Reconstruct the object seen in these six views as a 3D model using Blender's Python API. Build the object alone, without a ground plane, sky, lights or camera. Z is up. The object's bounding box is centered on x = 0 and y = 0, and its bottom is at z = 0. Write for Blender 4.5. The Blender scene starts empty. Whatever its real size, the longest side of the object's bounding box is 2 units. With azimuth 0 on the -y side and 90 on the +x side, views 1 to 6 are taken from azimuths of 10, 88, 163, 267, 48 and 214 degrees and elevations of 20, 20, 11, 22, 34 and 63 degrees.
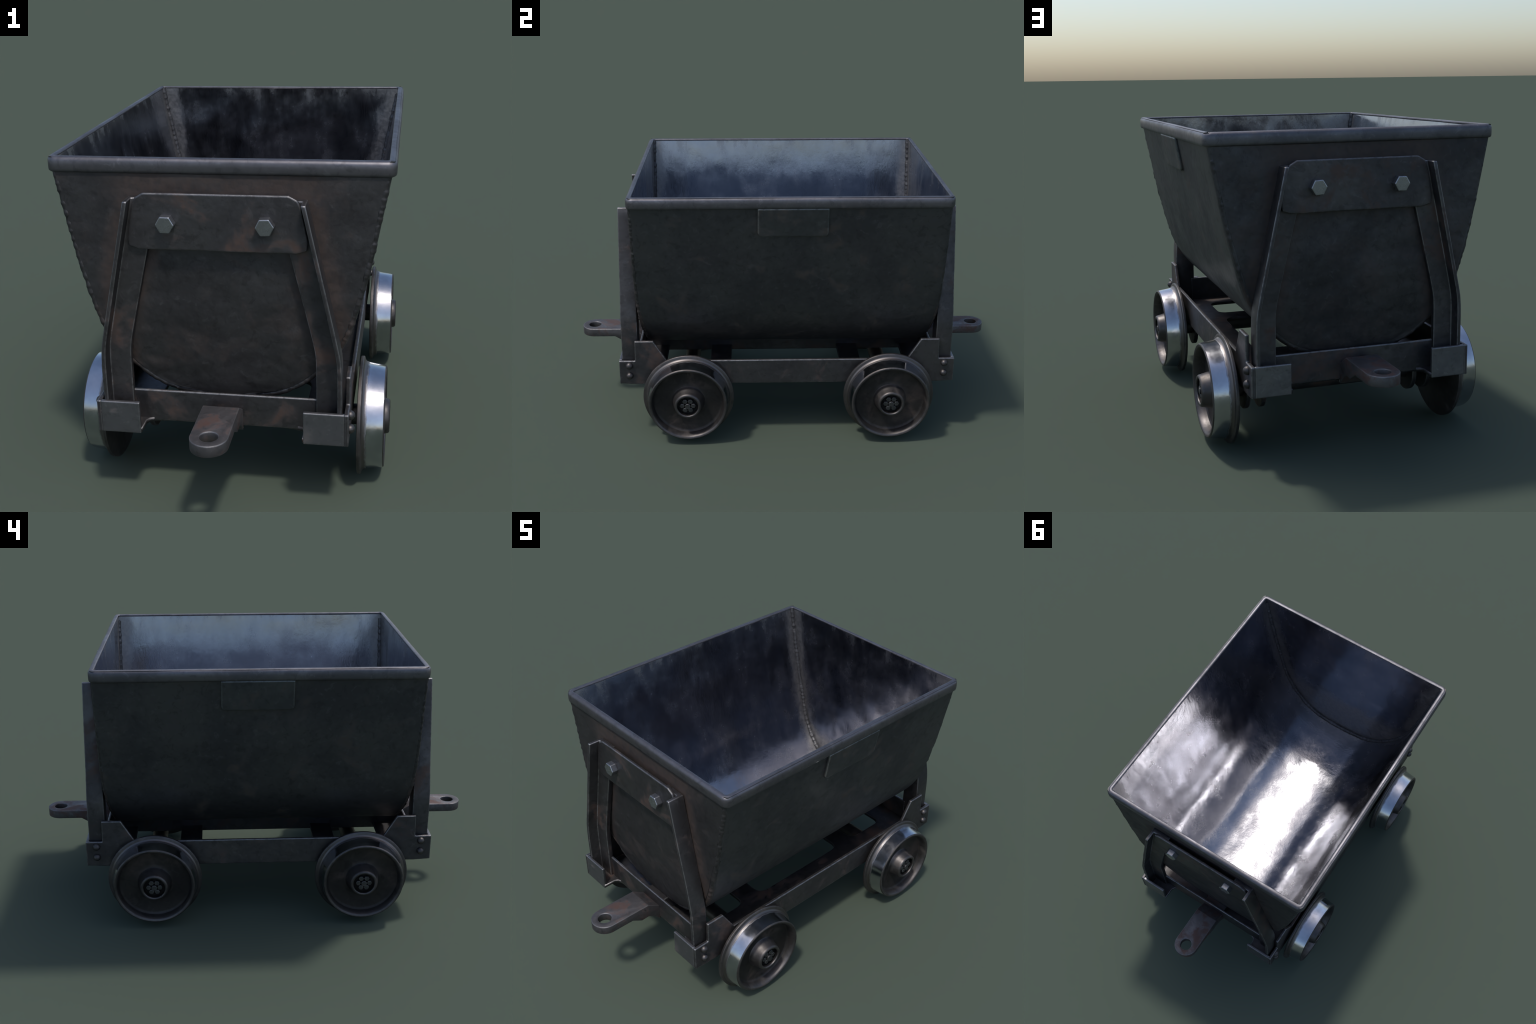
import bpy, bmesh, math, random
from mathutils import Vector, noise, Matrix

random.seed(7)

# ------------------------------------------------------------------ dimensions
PROFILE = [(0.0, .347), (.06, .3492), (.12, .3555), (.17, .3655), (.215, .3835), (.260, .4105), (.3005, .445),
           (.3435, .489), (.376, .532), (.4005, .575), (.4215, .624), (.439, .682), (.4565, .750),
           (.482, .855), (.510, 1.0), (.5365, 1.14), (.5455, 1.188)]
WALL = .014
TOP = 1.188
AXLES = (-.455, .468)
AXLE_Z = .208


END = .683


def end_y(z):
    """outer face of the end wall: flat above, tucked in at the belly"""
    return END - .035 * max(0.0, (.74 - z) / .39) ** 1.6


def edge_r(z):
    """rounding of the seam between trough and end wall: tight above, soft at the belly"""
    t = min(1.0, max(0.0, (1.05 - z) / .45))
    return .014 + .008 * t * t * (3 - 2 * t)


def catmull(points, per=6):
    out = []
    n = len(points)
    for i in range(n - 1):
        p0 = Vector(points[i - 1]) if i else Vector((-points[1][0], points[1][1]))
        p1, p2 = Vector(points[i]), Vector(points[i + 1])
        p3 = Vector(points[i + 2]) if i + 2 < n else p2 * 2 - p1
        for k in range(per):
            t = k / per
            out.append(.5 * ((2 * p1) + (p2 - p0) * t + (2 * p0 - 5 * p1 + 4 * p2 - p3) * t * t
                             + (3 * p1 - p0 - 3 * p2 + p3) * t ** 3))
    out.append(Vector(points[-1]))
    return out


HALF = catmull(PROFILE, 5)


def offset_half(d):
    out = []
    for i, p in enumerate(HALF):
        a = HALF[i - 1] if i else Vector((-HALF[1].x, HALF[1].y))
        b = HALF[i + 1] if i + 1 < len(HALF) else p * 2 - HALF[i - 1]
        t = (b - a).normalized()
        q = p + Vector((-t.y, t.x)) * d
        if i == len(HALF) - 1:
            q.y = p.y
        out.append(Vector((max(q.x, 0.0) if i else 0.0, q.y)))
    return out


INNER = offset_half(WALL)


def full(half):
    return [Vector((-p.x, p.y)) for p in reversed(half[1:])] + list(half)


# ------------------------------------------------------------------ node helpers
class Nodes:
    def __init__(self, name):
        self.mat = bpy.data.materials.new(name)
        self.mat.use_nodes = True
        self.t = self.mat.node_tree
        self.t.nodes.clear()
        self.coord = self.t.nodes.new('ShaderNodeTexCoord').outputs['Object']

    def link(self, a, b):
        if isinstance(a, (int, float)):
            b.default_value = a
        elif isinstance(a, tuple):
            b.default_value = a if len(a) == 4 or b.type == 'VECTOR' else a + (1,)
        else:
            self.t.links.new(a, b)

    def new(self, kind, **kw):
        n = self.t.nodes.new(kind)
        for k, v in kw.items():
            setattr(n, k, v)
        return n

    def mapped(self, scale, loc=(0, 0, 0)):
        m = self.new('ShaderNodeMapping')
        m.inputs['Scale'].default_value = scale
        m.inputs['Location'].default_value = loc
        self.link(self.coord, m.inputs['Vector'])
        return m.outputs[0]

    def noise(self, scale, detail=4, rough=.55, vec=None, dist=0.0):
        n = self.new('ShaderNodeTexNoise')
        n.inputs['Scale'].default_value = scale
        n.inputs['Detail'].default_value = detail
        n.inputs['Roughness'].default_value = rough
        n.inputs['Distortion'].default_value = dist
        self.link(vec or self.coord, n.inputs['Vector'])
        return n.outputs['Fac']

    def ramp(self, fac, a, b, lo=0.0, hi=1.0):
        m = self.new('ShaderNodeMapRange', interpolation_type='SMOOTHSTEP')
        self.link(fac, m.inputs['Value'])
        m.inputs['From Min'].default_value = a
        m.inputs['From Max'].default_value = b
        m.inputs['To Min'].default_value = lo
        m.inputs['To Max'].default_value = hi
        return m.outputs[0]

    def math(self, op, a, b=0.0, c=0.0):
        m = self.new('ShaderNodeMath', operation=op)
        self.link(a, m.inputs[0])
        self.link(b, m.inputs[1])
        self.link(c, m.inputs[2])
        return m.outputs[0]

    def mix(self, fac, a, b):
        m = self.new('ShaderNodeMix', data_type='RGBA')
        self.link(fac, m.inputs[0])
        self.link(a, m.inputs[6])
        self.link(b, m.inputs[7])
        return m.outputs[2]

    def mixf(self, fac, a, b):
        m = self.new('ShaderNodeMix', data_type='FLOAT')
        self.link(fac, m.inputs[0])
        self.link(a, m.inputs[2])
        self.link(b, m.inputs[3])
        return m.outputs[0]

    def xyz(self):
        s = self.new('ShaderNodeSeparateXYZ')
        self.link(self.coord, s.inputs[0])
        return s.outputs

    def edge(self, radius=.006):
        """worn arrises: where the rounded normal leaves the face normal"""
        b = self.new('ShaderNodeBevel', samples=6)
        b.inputs['Radius'].default_value = radius
        g = self.new('ShaderNodeNewGeometry')
        d = self.new('ShaderNodeVectorMath', operation='DOT_PRODUCT')
        self.link(b.outputs[0], d.inputs[0])
        self.link(g.outputs['Normal'], d.inputs[1])
        return self.ramp(d.outputs['Value'], .985, .86), b.outputs[0]

    def bump(self, height, dist, strength=1.0, normal=None):
        b = self.new('ShaderNodeBump')
        b.inputs['Strength'].default_value = strength
        b.inputs['Distance'].default_value = dist
        self.link(height, b.inputs['Height'])
        if normal is not None:
            self.link(normal, b.inputs['Normal'])
        return b.outputs[0]

    def finish(self, color, rough, metal=1.0, normal=None, spec=.5):
        p = self.new('ShaderNodeBsdfPrincipled')
        self.link(color, p.inputs['Base Color'])
        self.link(rough, p.inputs['Roughness'])
        self.link(metal, p.inputs['Metallic'])
        p.inputs['Specular IOR Level'].default_value = spec
        if normal is not None:
            self.link(normal, p.inputs['Normal'])
        o = self.new('ShaderNodeOutputMaterial')
        self.link(p.outputs[0], o.inputs[0])
        return self.mat


def steel(name, base, rust, rust_at, worn, rough, edge_r=.006, metal=.9, lumps=.0016, dark=None, bevel=True, rs=6.5, stain=None):
    """grimy structural steel: mottled oxide, rust blooms, rubbed arrises"""
    n = Nodes(name)
    big = n.noise(4.2, 4, .55)
    fine = n.noise(42.0, 4, .6)
    blot = n.noise(rs, 5, .62, dist=.5)
    pits = n.noise(13.0, 2.5, .5)
    mott = n.math('ADD', n.math('MULTIPLY', big, .75), n.math('MULTIPLY', fine, .25))
    dk = dark or tuple(c * .72 for c in base)
    col = n.mix(n.ramp(mott, .38, .62), dk, base)
    speck = n.noise(26.0, 3, .7, dist=.6)
    col = n.mix(n.ramp(speck, .46, .34, 0.0, .45), col, tuple(c * .5 for c in base))
    col = n.mix(n.ramp(speck, .58, .70, 0.0, .35), col, tuple(c * 1.45 for c in base))
    rmask = n.math('MULTIPLY', n.ramp(blot, rust_at, rust_at + .16), n.ramp(fine, .3, .6, .55, 1.0))
    if stain:
        rmask = stain(n, rmask, blot, fine)
    col = n.mix(rmask, col, rust)
    r = n.math('ADD', n.ramp(mott, .38, .62, rough + .06, rough - .05), n.math('MULTIPLY', rmask, .12))
    nb = n.math('ADD', n.math('MULTIPLY', pits, .8), n.math('MULTIPLY', fine, .12))
    m = n.math('SUBTRACT', metal, n.math('MULTIPLY', rmask, .5))
    if bevel:
        e, bn = n.edge(edge_r)
        e = n.math('MULTIPLY', e, n.ramp(fine, .34, .5, .35, 1.0))
        col = n.mix(e, col, worn)
        r = n.mixf(e, r, rough - .08)
        nor = n.bump(nb, lumps * 2.2, .9, bn)
    else:
        nor = n.bump(nb, lumps * 2.2, .9)
    return n.finish(col, r, m, nor)


mat_tub = steel('oxidised_tub_steel', (.100, .100, .104), (.076, .062, .052), .54, (.20, .21, .21), .56, metal=.85, bevel=False)
mat_plate = steel('plate_steel', (.102, .106, .110), (.078, .064, .054), .54, (.40, .43, .42), .54, metal=.85, edge_r=.010)
def strap_stain(n, mask, blot, fine):
    """rust weeping out from behind the uprights and the crossbar"""
    x, y, z = n.xyz()
    leg = n.math('SUBTRACT', .385, n.math('MULTIPLY', n.math('MAXIMUM', n.math('SUBTRACT', z, .55), 0.0), .23))
    d = n.math('ABSOLUTE', n.math('SUBTRACT', n.math('ABSOLUTE', x), n.math('SUBTRACT', leg, .02)))
    d = n.math('ADD', d, n.math('MULTIPLY', n.math('SUBTRACT', blot, .5), .16))
    near = n.ramp(d, .105, .045)
    top = n.math('MULTIPLY', n.ramp(n.math('ABSOLUTE', n.math('SUBTRACT', z, 1.095)), .07, .02), n.ramp(n.math('ABSOLUTE', x), .42, .26))
    near = n.math('MULTIPLY', n.math('MAXIMUM', near, top), n.ramp(fine, .3, .6, .45, .85))
    return n.math('MAXIMUM', n.math('MULTIPLY', mask, .45), near)


mat_end = steel('rusty_end_steel', (.081, .079, .081), (.070, .051, .044), .50, (.19, .185, .185), .55, metal=.85,
                lumps=.0030, bevel=False, stain=strap_stain)
mat_frame = steel('rusty_frame_steel', (.106, .102, .106), (.086, .057, .047), .50, (.42, .42, .43), .50, edge_r=.008, lumps=.0026)
mat_pad = steel('bare_pad_steel', (.205, .205, .215), (.13, .11, .10), .58, (.36, .36, .37), .46, edge_r=.006)
mat_rim = steel('rubbed_rim_steel', (.160, .156, .170), (.14, .12, .115), .60, (.27, .265, .285), .48, edge_r=.007, lumps=.0008)
mat_coupling = steel('rusty_coupling_steel', (.150, .144, .149), (.100, .060, .051), .46, (.30, .30, .31), .60, edge_r=.007, rs=15.0)
mat_wheel = steel('grimy_wheel_steel', (.112, .104, .103), (.092, .076, .066), .55, (.24, .235, .24), .47, edge_r=.004, lumps=.0006)
mat_bolt = steel('bolt_steel', (.33, .34, .36), (.21, .17, .15), .62, (.60, .62, .67), .31, edge_r=.004, lumps=.0004)
mat_nut = steel('hub_nut_steel', (.13, .13, .135), (.13, .11, .10), .60, (.28, .28, .29), .45, edge_r=.002, lumps=.0003)
mat_web = steel('wheel_web_baked_occlusion', (.062, .057, .055), (.070, .052, .044), .52, (.10, .10, .10), .58, lumps=.0006, bevel=False)  # base colour darkened to hold the occlusion shade of the dished disc
mat_well = steel('dark_hub_well', (.035, .033, .033), (.04, .03, .028), .60, (.05, .05, .05), .65, lumps=.0003, bevel=False)  # near-black recess around the nuts
mat_weld = steel('weld_metal', (.115, .115, .12), (.10, .09, .085), .6, (.3, .3, .3), .58, lumps=.003, bevel=False)


def make_tread():
    n = Nodes('polished_tread')
    fine = n.noise(30.0, 4, .6)
    x = n.math('ABSOLUTE', n.xyz()[0])
    wob = n.math('ADD', x, n.math('MULTIPLY', n.math('SUBTRACT', fine, .5), .016))
    mask = n.ramp(wob, .4690, .4715)
    col = n.mix(mask, (.15, .138, .135), n.mix(n.ramp(n.noise(14., 3), .35, .7), (.44, .45, .485), (.53, .54, .575)))
    lip = n.math('MULTIPLY', n.ramp(wob, .464, .4695), n.ramp(wob, .4735, .4695))
    col = n.mix(lip, col, (.30, .30, .32))
    r = n.mixf(mask, .45, n.ramp(fine, .3, .7, .13, .21))
    return n.finish(col, r, 1.0, n.bump(n.noise(22., 3), .0006, .6))


def make_interior():
    """load-polished plate: mirror low and central, matt scale along the welds;
    a fainter, rougher ragged band under the lip"""
    n = Nodes('polished_interior_steel')
    x, y, z = n.xyz()
    streak = n.noise(1.0, 5, .68, vec=n.mapped((16, 16, 5)))
    blot = n.noise(7.0, 5, .6)
    fine = n.noise(55.0, 4, .65)
    rag = n.math('ADD', n.math('MULTIPLY', n.math('SUBTRACT', streak, .5), .34),
                 n.math('MULTIPLY', n.math('SUBTRACT', blot, .5), .22))
    lip = n.ramp(n.math('ADD', z, n.math('MULTIPLY', rag, 1.2)), 1.15, 1.26)
    d = n.math('SUBTRACT', .675, n.math('ABSOLUTE', y))            # distance to the end wall
    seam = n.ramp(n.math('ADD', d, n.math('MULTIPLY', rag, .35)), .085, .03)
    # distance to the side sheet, seen from the end wall
    wx = n.math('ADD', .30, n.math('MULTIPLY', n.math('SUBTRACT', z, .455), 1.05))
    wx = n.math('MINIMUM', wx, n.math('ADD', .449, n.math('MULTIPLY', n.math('SUBTRACT', z, .75), .19)))
    dx = n.math('SUBTRACT', wx, n.math('ABSOLUTE', x))
    seamx = n.ramp(n.math('ADD', dx, n.math('MULTIPLY', rag, .5)), .09, .03)
    onend = n.ramp(d, .02, .012)
    seam = n.mixf(onend, seam, seamx)
    matt = n.math('MAXIMUM', n.math('MULTIPLY', lip, .5), n.math('MULTIPLY', seam, .85))
    scuff = n.ramp(n.math('ADD', n.math('MULTIPLY', blot, .55), n.math('MULTIPLY', streak, .45)), .50, .62)
    matt = n.math('MAXIMUM', matt, n.math('MULTIPLY', scuff, n.ramp(fine, .3, .6, .03, .16)))
    col = n.mix(n.ramp(blot, .3, .7), (.27, .275, .30), (.34, .34, .365))
    col = n.mix(matt, col, n.mix(n.ramp(fine, .35, .65), (.27, .265, .265), (.35, .34, .335)))
    rr = n.ramp(n.math('ADD', n.math('MULTIPLY', blot, .6), n.math('MULTIPLY', streak, .4)), .38, .62, .15, .25)
    r = n.mixf(matt, rr, n.ramp(fine, .3, .7, .44, .56))
    wave = n.noise(1.0, 1.5, .45, vec=n.mapped((3.6, 2.0, 3.6)))
    nor = n.bump(wave, .030, .30)
    nor = n.bump(streak, .004, .30, nor)
    nor = n.bump(fine, .0006, .4, nor)
    return n.finish(col, r, 1.0, nor)


mat_tread = make_tread()
mat_inside = make_interior()

# ------------------------------------------------------------------ object helpers
root = bpy.data.objects.new('mine_cart', None)
bpy.context.scene.collection.objects.link(root)
root['label'] = 'dark rusty steel mine cart on four flanged wheels'
root['category'] = 'mine cart'


def add(name, mesh, parent=None, mats=()):
    for m in mats:
        mesh.materials.append(m)
    o = bpy.data.objects.new(name, mesh)
    bpy.context.scene.collection.objects.link(o)
    o.parent = parent or root
    return o


def from_bm(name, bm, parent=None, mats=(), bevel=0.0, smooth=None, seg=2):
    bmesh.ops.recalc_face_normals(bm, faces=bm.faces)
    if bevel:
        es = [e for e in bm.edges if len(e.link_faces) == 2 and e.calc_face_angle(0) > .5]
        bmesh.ops.bevel(bm, geom=es, offset=bevel, segments=seg, profile=.5, affect='EDGES', clamp_overlap=True)
    me = bpy.data.meshes.new(name)
    bm.to_mesh(me)
    bm.free()
    o = add(name, me, parent, mats)
    if smooth is not None:
        shade(me, smooth)
    return o


def shade(me, angle):
    me.shade_smooth()
    b = bmesh.new()
    b.from_mesh(me)
    for e in b.edges:
        if len(e.link_faces) == 2 and e.calc_face_angle(0) > angle:
            e.smooth = False
    b.to_mesh(me)
    b.free()


def prism(bm, pts, axis, a, b):
    """extrude a closed 2D outline between a and b along an axis"""
    def put(p, h):
        return {'x': (h, p[0], p[1]), 'y': (p[0], h, p[1]), 'z': (p[0], p[1], h)}[axis]
    v0 = [bm.verts.new(put(p, a)) for p in pts]
    v1 = [bm.verts.new(put(p, b)) for p in pts]
    bm.faces.new(v0)
    bm.faces.new(list(reversed(v1)))
    n = len(pts)
    for i in range(n):
        bm.faces.new((v0[i], v1[i], v1[(i + 1) % n], v0[(i + 1) % n]))


def box(bm, x0, x1, y0, y1, z0, z1):
    prism(bm, [(x0, y0), (x1, y0), (x1, y1), (x0, y1)], 'z', z0, z1)


def rounded(pts, radii, seg=5):
    """outline with each corner rounded by its own radius"""
    out = []
    n = len(pts)
    for i in range(n):
        p = Vector(pts[i])
        r = radii[i] if isinstance(radii, (list, tuple)) else radii
        if r <= 0:
            out.append(tuple(p))
            continue
        a = (Vector(pts[i - 1]) - p)
        b = (Vector(pts[(i + 1) % n]) - p)
        r = min(r, a.length * .49, b.length * .49)
        s, e = p + a.normalized() * r, p + b.normalized() * r
        for k in range(seg + 1):
            t = k / seg
            out.append(tuple((1 - t) ** 2 * s + 2 * t * (1 - t) * p + t * t * e))
    return out


def lathe_x(bm, prof, cy, cz, side, seg=64):
    """revolve (x, r) round the axle line"""
    rings = []
    for x, r in prof:
        if r < 1e-5:
            rings.append([bm.verts.new((side * x, cy, cz))])
        else:
            rings.append([bm.verts.new((side * x, cy + r * math.cos(2 * math.pi * k / seg),
                                        cz + r * math.sin(2 * math.pi * k / seg))) for k in range(seg)])
    for a, b in zip(rings, rings[1:]):
        for k in range(seg):
            j = (k + 1) % seg
            if len(a) == 1:
                bm.faces.new((a[0], b[k], b[j]))
            elif len(b) == 1:
                bm.faces.new((a[k], a[j], b[0]))
            else:
                bm.faces.new((a[k], a[j], b[j], b[k]))


def mirrored(obj, sx, sy, name=None, parent=None):
    """mirror-copy of a part into another corner"""
    me = obj.data.copy()
    me.transform(Matrix.Diagonal((sx, sy, 1, 1)))
    if sx * sy < 0:
        me.flip_normals()
    o = obj.copy()
    o.data = me
    o.name = name or obj.name
    bpy.context.scene.collection.objects.link(o)
    o.parent = parent or obj.parent
    return o


def dent(p, amp, f=6.0, seed=0.0):
    q = Vector(p) * f + Vector((seed, seed * 1.7, -seed))
    return amp * (noise.noise(q) * .7 + noise.noise(q * 2.7) * .3)


# ------------------------------------------------------------------ tub
# trough: one bent sheet; every station follows the U section, ends tucked like the end walls
def build_trough():
    bm = bmesh.new()
    outs, ins = full(HALF), full(INNER)
    body = 72
    rows = []
    for ring, inside in ((outs, False), (ins, True)):
        grid = []
        for i, p in enumerate(ring):
            z0 = outs[i].y
            ylim = end_y(z0) - .0012
            r = edge_r(z0)
            a = ring[max(i - 1, 0)]
            b = ring[min(i + 1, len(ring) - 1)]
            tn = (b - a).normalized()
            nrm = Vector((tn.y, -tn.x))
            arc = [math.pi / 2 * k / 5 for k in range(5, 0, -1)]
            ys = [(-(ylim - r + r * math.sin(t)), r * (1 - math.cos(t))) for t in arc]
            ys += [((ylim - r) * (-1 + 2 * j / body), 0.0) for j in range(body + 1)]
            ys += [(-y, o) for y, o in reversed(ys[:5])]
            col = []
            for y, o in ys:
                fade = min(1.0, (TOP - p.y) / .08) * min(1.0, (ylim - abs(y)) / .05)
                d = dent((p.x, y, p.y), .0035, 5.0) * max(fade, 0) - (0 if inside else o)
                col.append(bm.verts.new((p.x + nrm.x * d, y, p.y + nrm.y * d)))
            grid.append(col)
        rows.append(grid)
    o, n = rows
    m = len(o)
    ny = len(o[0]) - 1

    def q(a, b, c, d, mi):
        f = bm.faces.new((a, b, c, d))
        f.material_index = mi
    for i in range(m - 1):
        for j in range(ny):
            q(o[i][j], o[i + 1][j], o[i + 1][j + 1], o[i][j + 1], 0)
            q(n[i][j], n[i][j + 1], n[i + 1][j + 1], n[i + 1][j], 1)
        q(o[i][0], n[i][0], n[i + 1][0], o[i + 1][0], 0)
        q(o[i][ny], o[i + 1][ny], n[i + 1][ny], n[i][ny], 0)
    for j in range(ny):
        q(o[0][j], o[0][j + 1], n[0][j + 1], n[0][j], 0)
        q(o[-1][j], n[-1][j], n[-1][j + 1], o[-1][j + 1], 0)
    return from_bm('tub', bm, root, (mat_tub, mat_inside), smooth=.7)


tub = build_trough()


def build_end_wall():
    """plate filling the section, pounded a little out of true, belly tucked in"""
    bm = bmesh.new()
    mid = [a + (b - a) * (max(edge_r(a.y) - .0015, .004) / WALL) for a, b in zip(HALF, INNER)]
    nx = 60
    grids = []
    for off in (0.0, WALL):
        g = []
        for i, p in enumerate(mid):
            row = []
            for j in range(nx + 1):
                t = -1 + 2 * j / nx
                x = p.x * t
                fade = min(1.0, (TOP - p.y) / .1) * min(1.0, (1 - abs(t)) / .1)
                y = -(end_y(p.y) - off)
                y -= dent((x, 0, p.y), .0050, 9.0, 1.3) * max(fade, 0)
                row.append(bm.verts.new((x, y, p.y)))
                if i == 0:
                    break
            g.append(row)
        grids.append(g)
    for gi, g in enumerate(grids):
        for i in range(len(g) - 1):
            for j in range(nx):
                if i == 0:
                    vs = (g[0][0], g[1][j + 1], g[1][j])
                else:
                    vs = (g[i][j], g[i][j + 1], g[i + 1][j + 1], g[i + 1][j])
                f = bm.faces.new(vs)
                f.material_index = gi
    a, b = grids
    for j in range(nx):
        bm.faces.new((a[-1][j], a[-1][j + 1], b[-1][j + 1], b[-1][j]))
    for s in (0, nx):
        for i in range(len(a) - 1):
            if i == 0:
                bm.faces.new((a[0][0], a[1][s], b[1][s], b[0][0]))
            else:
                bm.faces.new((a[i][s], a[i + 1][s], b[i + 1][s], b[i][s]))
    return from_bm('end_wall', bm, tub, (mat_end, mat_inside), smooth=.7)


wall_a = build_end_wall()
mirrored(wall_a, 1, -1)


def build_weld(name, ring_half, off_y, r0, seed, start=0.0, ripple=.5, pitch=.021):
    """rippled bead along the U seam"""
    rnd = random.Random(seed)
    path = [Vector((p.x, -(end_y(HALF[min(i, len(HALF) - 1)].y) - off_y), p.y)) for i, p in enumerate(ring_half)]
    path = [Vector((-p.x, p.y, p.z)) for p in reversed(path[1:])] + path
    ds = [0.0]
    for a, b in zip(path, path[1:]):
        ds.append(ds[-1] + (b - a).length)
    total = ds[-1]
    step = .0035
    bm = bmesh.new()
    rings = []
    k = 0
    seg = 10
    phase = 0.0
    n = int((total - .03) / step)
    for s in range(n):
        d = .006 + s * step
        while k < len(ds) - 2 and ds[k + 1] < d:
            k += 1
        t = (d - ds[k]) / (ds[k + 1] - ds[k])
        c = path[k].lerp(path[k + 1], t)
        tan = (path[k + 1] - path[k]).normalized()
        side = tan.cross(Vector((0, 1, 0))).normalized()
        up = side.cross(tan)
        phase += step / pitch * (1 + .5 * noise.noise((d * 9, seed, 0)))
        saw = phase % 1.0
        r = r0 * (1 - ripple * .5 + ripple * saw) * (1 + .22 * noise.noise((d * 16, seed * 2, 5)) + .14 * noise.noise((d * 55, seed, 2)))
        ring = []
        for q in range(seg):
            a = 2 * math.pi * q / seg
            rr = r * (1 + .20 * noise.noise(c * 60 + Vector((math.cos(a), math.sin(a), 0)) * 1.2))
            ring.append(bm.verts.new(c + side * (math.cos(a) * rr) + up * (math.sin(a) * rr)))
        rings.append(ring)
    for a, b in zip(rings, rings[1:]):
        for q in range(seg):
            bm.faces.new((a[q], a[(q + 1) % seg], b[(q + 1) % seg], b[q]))
    bm.faces.new(rings[0])
    bm.faces.new(list(reversed(rings[-1])))
    return from_bm(name, bm, tub, (mat_weld if off_y > .012 else mat_end,), smooth=.9)


w = build_weld('weld_bead', INNER, WALL + .001, .0115, 3, ripple=.14, pitch=.024)
w2 = build_weld('weld_bead', INNER, WALL + .001, .0115, 8, ripple=.14, pitch=.024)
me2 = mirrored(w2, 1, -1)
bpy.data.objects.remove(w2)
w = build_weld('weld_bead', offset_half(.0118), .0106, .0116, 5, ripple=.10, pitch=.026)
w2 = build_weld('weld_bead', offset_half(.0124), .0116, .0102, 12, ripple=.05, pitch=.030)
mirrored(w2, 1, -1)
bpy.data.objects.remove(w2)


def build_rim():
    """flat bar with a rolled outer edge, bent round the mouth"""
    zb = 1.1405
    sec = [(.000, 1.187), (.002, 1.1895), (.010, 1.1900), (.0165, 1.1880), (.0215, 1.1835), (.0240, 1.1780),
           (.0243, 1.165), (.0240, 1.150), (.0225, 1.1435), (.019, zb), (.012, zb), (.009, 1.150), (.0065, 1.178),
           (.001, 1.182)]
    ix, iy, r = .527, .6675, .008
    path = []
    for cx, cy, a0 in ((1, 1, 0), (-1, 1, 90), (-1, -1, 180), (1, -1, 270)):
        for k in range(7):
            a = math.radians(a0 + 90 * k / 6)
            path.append((Vector((cx * (ix - r), cy * (iy - r))), Vector((math.cos(a), math.sin(a)))))
    # extra stations along the sides so the bar can waver
    stations = []
    n = len(path)
    for i in range(n):
        c, d = path[i]
        stations.append((c + d * r, d))
        c2, d2 = path[(i + 1) % n]
        a, b = c + d * r, c2 + d2 * r
        if (b - a).length > .2:
            for k in range(1, 40):
                stations.append((a.lerp(b, k / 40), d))
    bm = bmesh.new()
    rings = []
    for p, d in stations:
        ring = []
        for o, z in sec:
            lean = (z - 1.19) * .18 if abs(d.x) > .1 and o < .0105 else 0.0
            w_ = .0012 * noise.noise(Vector((p.x * 5, p.y * 5, z * 9)))
            q = p + d * (o + w_ * (o > .002))
            ring.append(bm.verts.new((q.x + math.copysign(1, p.x) * lean * abs(d.x), q.y, z + w_ * .6)))
        rings.append(ring)
    m = len(sec)
    for i in range(len(rings)):
        a, b = rings[i], rings[(i + 1) % len(rings)]
        for k in range(m):
            bm.faces.new((a[k], a[(k + 1) % m], b[(k + 1) % m], b[k]))
    return from_bm('rim', bm, tub, (mat_rim,), smooth=.8)


build_rim()

# blank number plate on each flank, leaning with the side sheet
def build_plate():
    bm = bmesh.new()
    pts = rounded([(-.1395, 1.0105), (.161, 1.0105), (.161, 1.1425), (-.1395, 1.1425)], [.022, .022, 0, 0])
    prism(bm, pts, 'x', -.004, .0115)
    for v in bm.verts:
        v.co.x += .537 + (v.co.z - 1.14) * .185
    return from_bm('side_plate', bm, tub, (mat_plate,), bevel=.004)


plate = build_plate()
mirrored(plate, -1, 1)

# the tub sits a few millimetres off centre on its frame
for o in [tub] + [c for c in bpy.data.objects if c.parent == tub]:
    o.data.transform(Matrix.Translation((.0005, .003, 0)))

# ------------------------------------------------------------------ under-frame
def curve_plate(name, outline, holes, z0, z1, parent, mats, bevel=.0015):
    cu = bpy.data.curves.new(name, 'CURVE')
    cu.dimensions = '2D'
    cu.fill_mode = 'BOTH'
    cu.extrude = (z1 - z0) / 2
    for loop in [outline] + holes:
        sp = cu.splines.new('POLY')
        sp.points.add(len(loop) - 1)
        for p, q in zip(sp.points, loop):
            p.co = (q[0], q[1], 0, 1)
        sp.use_cyclic_u = True
    tmp = bpy.data.objects.new('tmp', cu)
    bpy.context.scene.collection.objects.link(tmp)
    bpy.context.view_layer.update()
    me = bpy.data.meshes.new_from_object(tmp.evaluated_get(bpy.context.evaluated_depsgraph_get()))
    bpy.data.objects.remove(tmp)
    me.transform(Matrix.Translation((0, 0, (z0 + z1) / 2)))
    bm = bmesh.new()
    bm.from_mesh(me)
    bmesh.ops.remove_doubles(bm, verts=bm.verts, dist=1e-5)
    return from_bm(name, bm, parent, mats)


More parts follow.
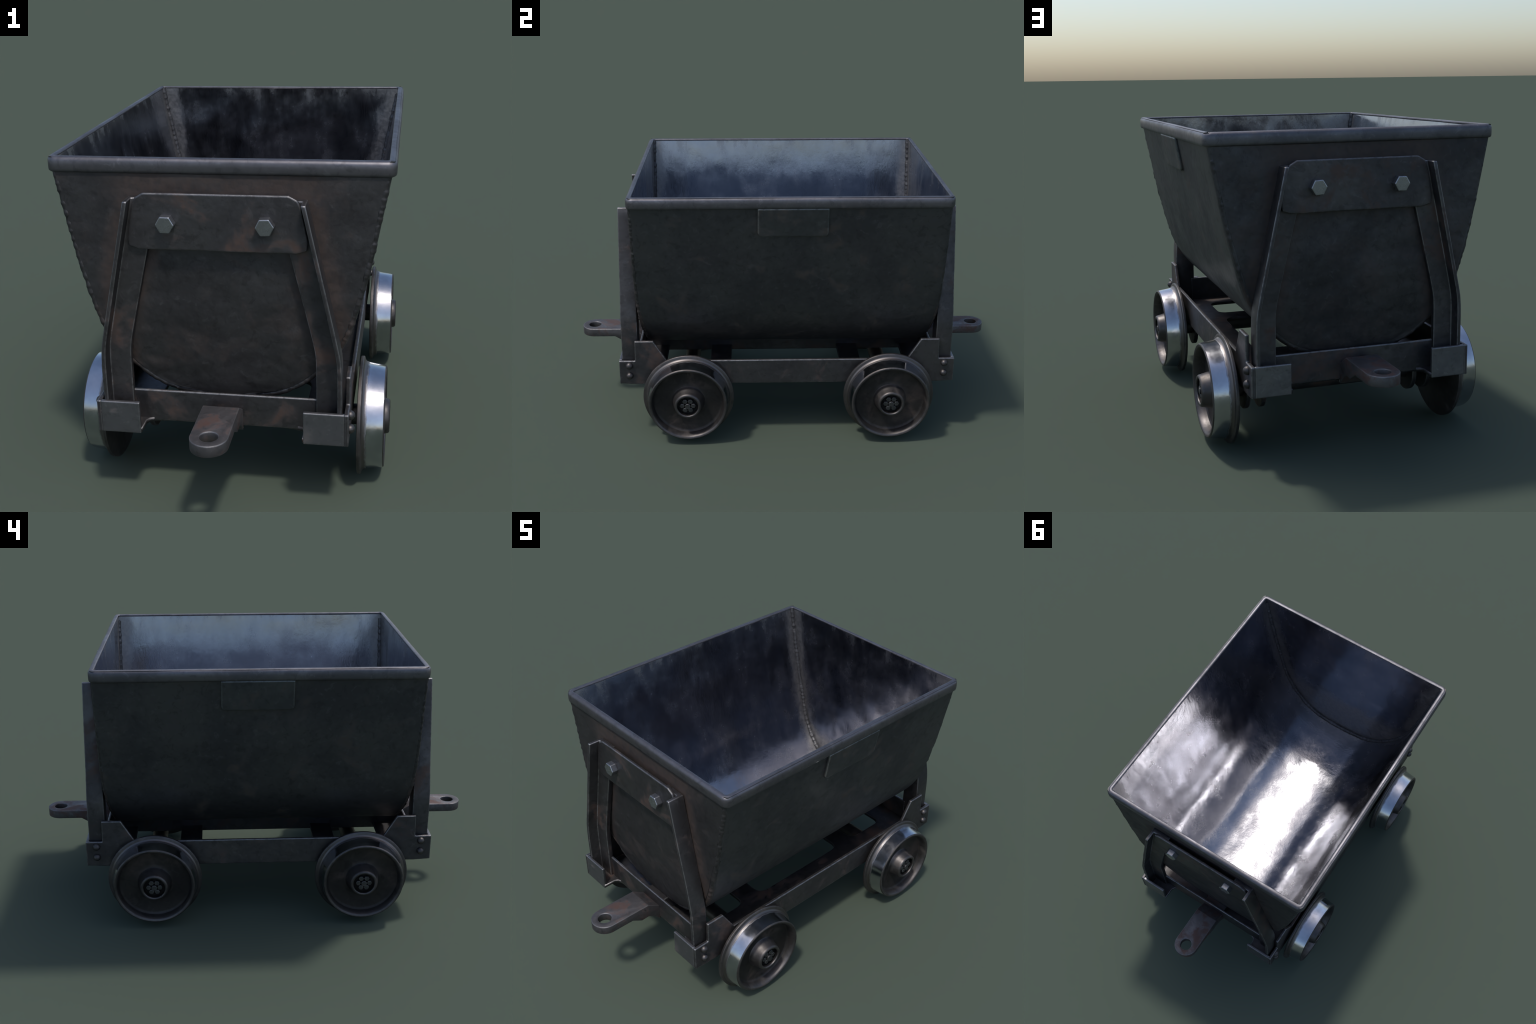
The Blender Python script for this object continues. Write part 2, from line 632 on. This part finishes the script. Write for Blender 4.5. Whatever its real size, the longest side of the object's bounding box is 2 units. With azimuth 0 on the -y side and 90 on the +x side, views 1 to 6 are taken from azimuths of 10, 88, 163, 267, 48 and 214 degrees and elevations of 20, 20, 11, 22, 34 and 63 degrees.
sq = [(.270, -.700), (.270, -.768), (.4055, -.768), (.4055, .768), (.270, .768), (.270, .700)]
outline = [(.19, -.684), (.235, -.689), (.262, -.700)] + [(.270, -.714)] + sq[1:5] + [(.270, .714)] + \
          [(.262, .700), (.235, .689), (.19, .684)]
outline = outline + [(-x, y) for x, y in reversed(outline)]
HX = .262
holes = [rounded([(-HX, -.57), (HX, -.57), (HX, -.360), (-HX, -.360)], .045),
         rounded([(-HX, -.260), (HX, -.260), (HX, .260), (-HX, .260)], .05),
         rounded([(-HX, .360), (HX, .360), (HX, .57), (-HX, .57)], .045)]
frame = curve_plate('frame', outline, holes, .268, .2825, root, (mat_frame,))

# side beams, end beams
bm = bmesh.new()
box(bm, .4057, .4195, -.556, .556, .2585, .3765)
beam = from_bm('side_beam', bm, frame, (mat_frame,), bevel=.002)
mirrored(beam, -1, 1)
bm = bmesh.new()
box(bm, -.325, .325, -.694, -.684, .2735, .388)
beam = from_bm('end_beam', bm, frame, (mat_frame,), bevel=.0018)
mirrored(beam, 1, -1)

# corner brackets: gusset plate with the buffer pad bent round the corner
bm = bmesh.new()
gus = [(-.770, .263), (-.770, .3775), (-.6975, .3775), (-.6955, .4755), (-.612, .4755), (-.5525, .3775), (-.5525, .2585), (-.70, .2585)]
prism(bm, gus, 'x', .4065, .4205)
br = from_bm('corner_bracket', bm, frame, (mat_frame,), bevel=.0022)
bm = bmesh.new()
prism(bm, [(.2735, .263), (.4065, .263), (.4065, .3775), (.2735, .3775)], 'y', -.7705, -.757)
pad = from_bm('buffer_pad', bm, frame, (mat_pad,), bevel=.0022)
for sx, sy in ((-1, 1), (1, -1), (-1, -1)):
    mirrored(br, sx, sy)
    mirrored(pad, sx, sy)

# centre sill carrying the belly between the couplings
bm = bmesh.new()
box(bm, -.0605, .0605, -.683, .683, .254, .3525)
from_bm('centre_sill', bm, frame, (mat_frame,), bevel=.003)

# rivets
bm = bmesh.new()
bmesh.ops.create_uvsphere(bm, u_segments=20, v_segments=12, radius=.0165)
rivet_mesh = bpy.data.meshes.new('rivet')
bm.to_mesh(rivet_mesh)
bm.free()
rivet_mesh.materials.append(mat_wheel)
rivet_mesh.shade_smooth()
first = None
for sx in (1, -1):
    for sy in (1, -1):
        for z in (.3545, .304):
            r = bpy.data.objects.new('rivet', rivet_mesh)
            bpy.context.scene.collection.objects.link(r)
            r.parent = frame
            r.location = (sx * .422, sy * .7235, z)

# bearing brackets hanging under the plate, two per axle end
for ay in AXLES:
    for sx in (1, -1):
        for x in (.372, .310):
            bm = bmesh.new()
            pts = [(ay - .085, .2635)]
            pts += [(ay - .085 * math.cos(math.pi * k / 16), AXLE_Z - .086 * math.sin(math.pi * k / 16)) for k in range(17)]
            pts += [(ay + .085, .2635)]
            prism(bm, pts, 'x', sx * (x - .009), sx * (x + .009))
            from_bm('bearing_bracket', bm, frame, (mat_frame,), bevel=.002)

# ------------------------------------------------------------------ angle-iron uprights
def build_upright():
    def bend(z, z0, x_low, x_top, z_top, soft=.055):
        slope = (x_low - x_top) / (z_top - z0)
        d = (z - z0) / soft
        s = soft * (d + math.sqrt(d * d + .35)) / 2 if True else 0
        return x_low - slope * s
    zs = [.2815, .34, .40, .45] + [.48 + .0125 * k for k in range(15)] + [.68 + .0555 * k for k in range(8)]
    zs[-1] = 1.068
    bm = bmesh.new()
    rings = []
    for z in zs:
        xo = bend(z, .552, .397, .284, 1.068)
        xi = bend(z, .556, .311, .187, 1.068)
        nick = .0010 * noise.noise((z * 23, 1.5, 0))
        sec = [(xi, -.6845), (xo, -.6845), (xo, -.757 + nick), (xo - .0135, -.757 + nick), (xo - .0135, -.7065), (xi, -.7065)]
        rings.append([bm.verts.new((x, y, z)) for x, y in sec])
    for a, b in zip(rings, rings[1:]):
        for k in range(6):
            bm.faces.new((a[k], a[(k + 1) % 6], b[(k + 1) % 6], b[k]))
    bm.faces.new(rings[0])
    bm.faces.new(list(reversed(rings[-1])))
    return from_bm('upright', bm, root, (mat_frame,), bevel=.0018, smooth=.45)


up = build_upright()
for sx, sy in ((-1, 1), (1, -1), (-1, -1)):
    mirrored(up, sx, sy)

# bolted crossbars
bm = bmesh.new()
pts = [(-.287, .940), (-.284, .912), (-.252, .902), (.252, .902), (.284, .912), (.287, .940),
       (.266, 1.050), (.256, 1.072), (.229, 1.087), (-.229, 1.087), (-.256, 1.072), (-.266, 1.050)]
prism(bm, pts, 'y', -.7190, -.7060)
bar = from_bm('crossbar', bm, root, (mat_frame,), bevel=.003)
bar2 = mirrored(bar, 1, -1)
bm = bmesh.new()
prism(bm, [(.0312 * math.cos(math.pi / 3 * k), .0312 * math.sin(math.pi / 3 * k)) for k in range(6)], 'y', -.0275, .001)
for v in bm.verts:
    if v.co.y < -.025:
        v.co.x *= .97
        v.co.z *= .97
bolt_mesh = from_bm('bolt_head', bm, bar, (mat_bolt,), bevel=.0022)
bm_data = bolt_mesh.data
bpy.data.objects.remove(bolt_mesh)
for b, sy in ((bar, 1), (bar2, -1)):
    for x, rot in ((-.157, .02), (.157, -.05)):
        o = bpy.data.objects.new('bolt_head', bm_data)
        bpy.context.scene.collection.objects.link(o)
        o.parent = b
        o.location = (x, -.7188 * sy, .992)
        o.rotation_euler = (0, rot, 0 if sy > 0 else math.pi)

# ------------------------------------------------------------------ couplings
def build_coupling():
    bm = bmesh.new()
    side = [(-1.0, .372), (-.750, .372), (-.690, .333), (-.690, .254), (-.730, .293), (-.752, .306), (-.790, .304),
            (-.838, .3325), (-1.0, .3325)]
    prism(bm, side, 'x', -.0615, .0615)
    bmesh.ops.recalc_face_normals(bm, faces=bm.faces)
    body = from_bm('coupling', bm, root, (mat_coupling,))
    cuts = []
    bm = bmesh.new()
    tip = [(-.0615, -.60), (-.0615, -.9385)] + \
          [(-.0615 * math.cos(math.pi * k / 24), -.9385 - .0615 * math.sin(math.pi * k / 24)) for k in range(1, 24)] + \
          [(.0615, -.9385), (.0615, -.60)]
    grow = [(x * 1.0005, y) for x, y in tip]
    prism(bm, grow, 'z', .2, .45)
    cuts.append((from_bm('cut', bm, root), 'INTERSECT'))
    bm = bmesh.new()
    prism(bm, [(.0300 * math.cos(2 * math.pi * k / 32), -.941 + .0300 * math.sin(2 * math.pi * k / 32)) for k in range(32)],
          'z', .2, .45)
    cuts.append((from_bm('cut', bm, root), 'DIFFERENCE'))
    for c, op in cuts:
        m = body.modifiers.new('b', 'BOOLEAN')
        m.object, m.operation, m.solver = c, op, 'EXACT'
    bpy.context.view_layer.update()
    me = bpy.data.meshes.new_from_object(body.evaluated_get(bpy.context.evaluated_depsgraph_get()))
    body.modifiers.clear()
    body.data = me
    for c, _ in cuts:
        bpy.data.objects.remove(c)
    bm = bmesh.new()
    bm.from_mesh(me)
    bmesh.ops.dissolve_limit(bm, angle_limit=.01, verts=bm.verts, edges=bm.edges)
    es = [e for e in bm.edges if len(e.link_faces) == 2 and e.calc_face_angle(0) > .5]
    bmesh.ops.bevel(bm, geom=es, offset=.0022, segments=2, profile=.5, affect='EDGES', clamp_overlap=True)
    bm.to_mesh(me)
    bm.free()
    shade(me, .6)
    return body


cp = build_coupling()
mirrored(cp, 1, -1)

# ------------------------------------------------------------------ running gear
TREAD = [(.4550, .1955), (.4580, .1915), (.4630, .1888), (.4700, .1870), (.4850, .1848), (.500, .1828), (.515, .1808), (.5265, .1787)]
WHEEL = [(.4385, 0.0), (.4385, .2055), (.4405, .2080), (.4500, .2080), (.4520, .2060), (.4535, .2000), (.4550, .1955)]
FACE = [(.5265, .1787), (.5300, .1765), (.5315, .1740), (.5305, .1680), (.5270, .1640), (.505, .1595), (.4960, .1575)]
WEB = [(.4960, .1575), (.4910, .1530), (.4895, .146), (.4870, .092), (.4875, .082), (.4895, .0755)]
HUB = [(.4895, .0755), (.4940, .0715), (.5350, .0618), (.5420, .0600), (.5460, .0560), (.5465, .0525), (.5450, .0485),
       (.5410, .0470)]
WELL = [(.5410, .0470), (.5240, .0465), (.5230, 0.0)]


def wheel(side, cy):
    bm = bmesh.new()
    lathe_x(bm, WHEEL, cy, AXLE_Z, side, 96)
    lathe_x(bm, FACE, cy, AXLE_Z, side, 96)
    w_ = from_bm('wheel', bm, root, (mat_wheel,), smooth=.7)
    bm = bmesh.new()
    lathe_x(bm, TREAD, cy, AXLE_Z, side, 96)
    t = from_bm('tread', bm, w_, (mat_tread,), smooth=.9)
    bm = bmesh.new()
    lathe_x(bm, WEB, cy, AXLE_Z, side, 96)
    from_bm('web', bm, w_, (mat_web,), smooth=.7)
    bm = bmesh.new()
    lathe_x(bm, HUB, cy, AXLE_Z, side, 96)
    from_bm('hub', bm, w_, (mat_wheel,), smooth=.7)
    bm = bmesh.new()
    lathe_x(bm, WELL, cy, AXLE_Z, side, 96)
    from_bm('hub_well', bm, w_, (mat_well,), smooth=.7)
    # axle-end nuts in the hub well
    for k in range(6):
        a = math.pi / 3 * k
        n = bpy.data.objects.new('hub_nut', nut_mesh)
        bpy.context.scene.collection.objects.link(n)
        n.parent = w_
        n.location = (side * .523, cy + .0245 * math.cos(a), AXLE_Z + .0245 * math.sin(a))
        n.rotation_euler = (a, 0, 0)
        n.scale = (side, 1, 1)
    n = bpy.data.objects.new('hub_pin', pin_mesh)
    bpy.context.scene.collection.objects.link(n)
    n.parent = w_
    n.location = (side * .523, cy, AXLE_Z)
    n.scale = (side, 1, 1)


def small(name, seg, r, h, mat):
    b = bmesh.new()
    prism(b, [(r * math.cos(2 * math.pi * k / seg), r * math.sin(2 * math.pi * k / seg)) for k in range(seg)], 'x', -.001, h)
    o = from_bm(name, b, root, (mat,), bevel=.0012)
    me = o.data
    bpy.data.objects.remove(o)
    return me


nut_mesh = small('hub_nut', 6, .0117, .015, mat_nut)
pin_mesh = small('hub_pin', 20, .0125, .021, mat_nut)
for cy in AXLES:
    bm = bmesh.new()
    lathe_x(bm, [(-.4386, 0), (-.4386, .037), (.4386, .037), (.4386, 0)], cy, AXLE_Z, 1, 32)
    from_bm('axle', bm, root, (mat_frame,), smooth=.7)
    for s in (1, -1):
        wheel(s, cy)
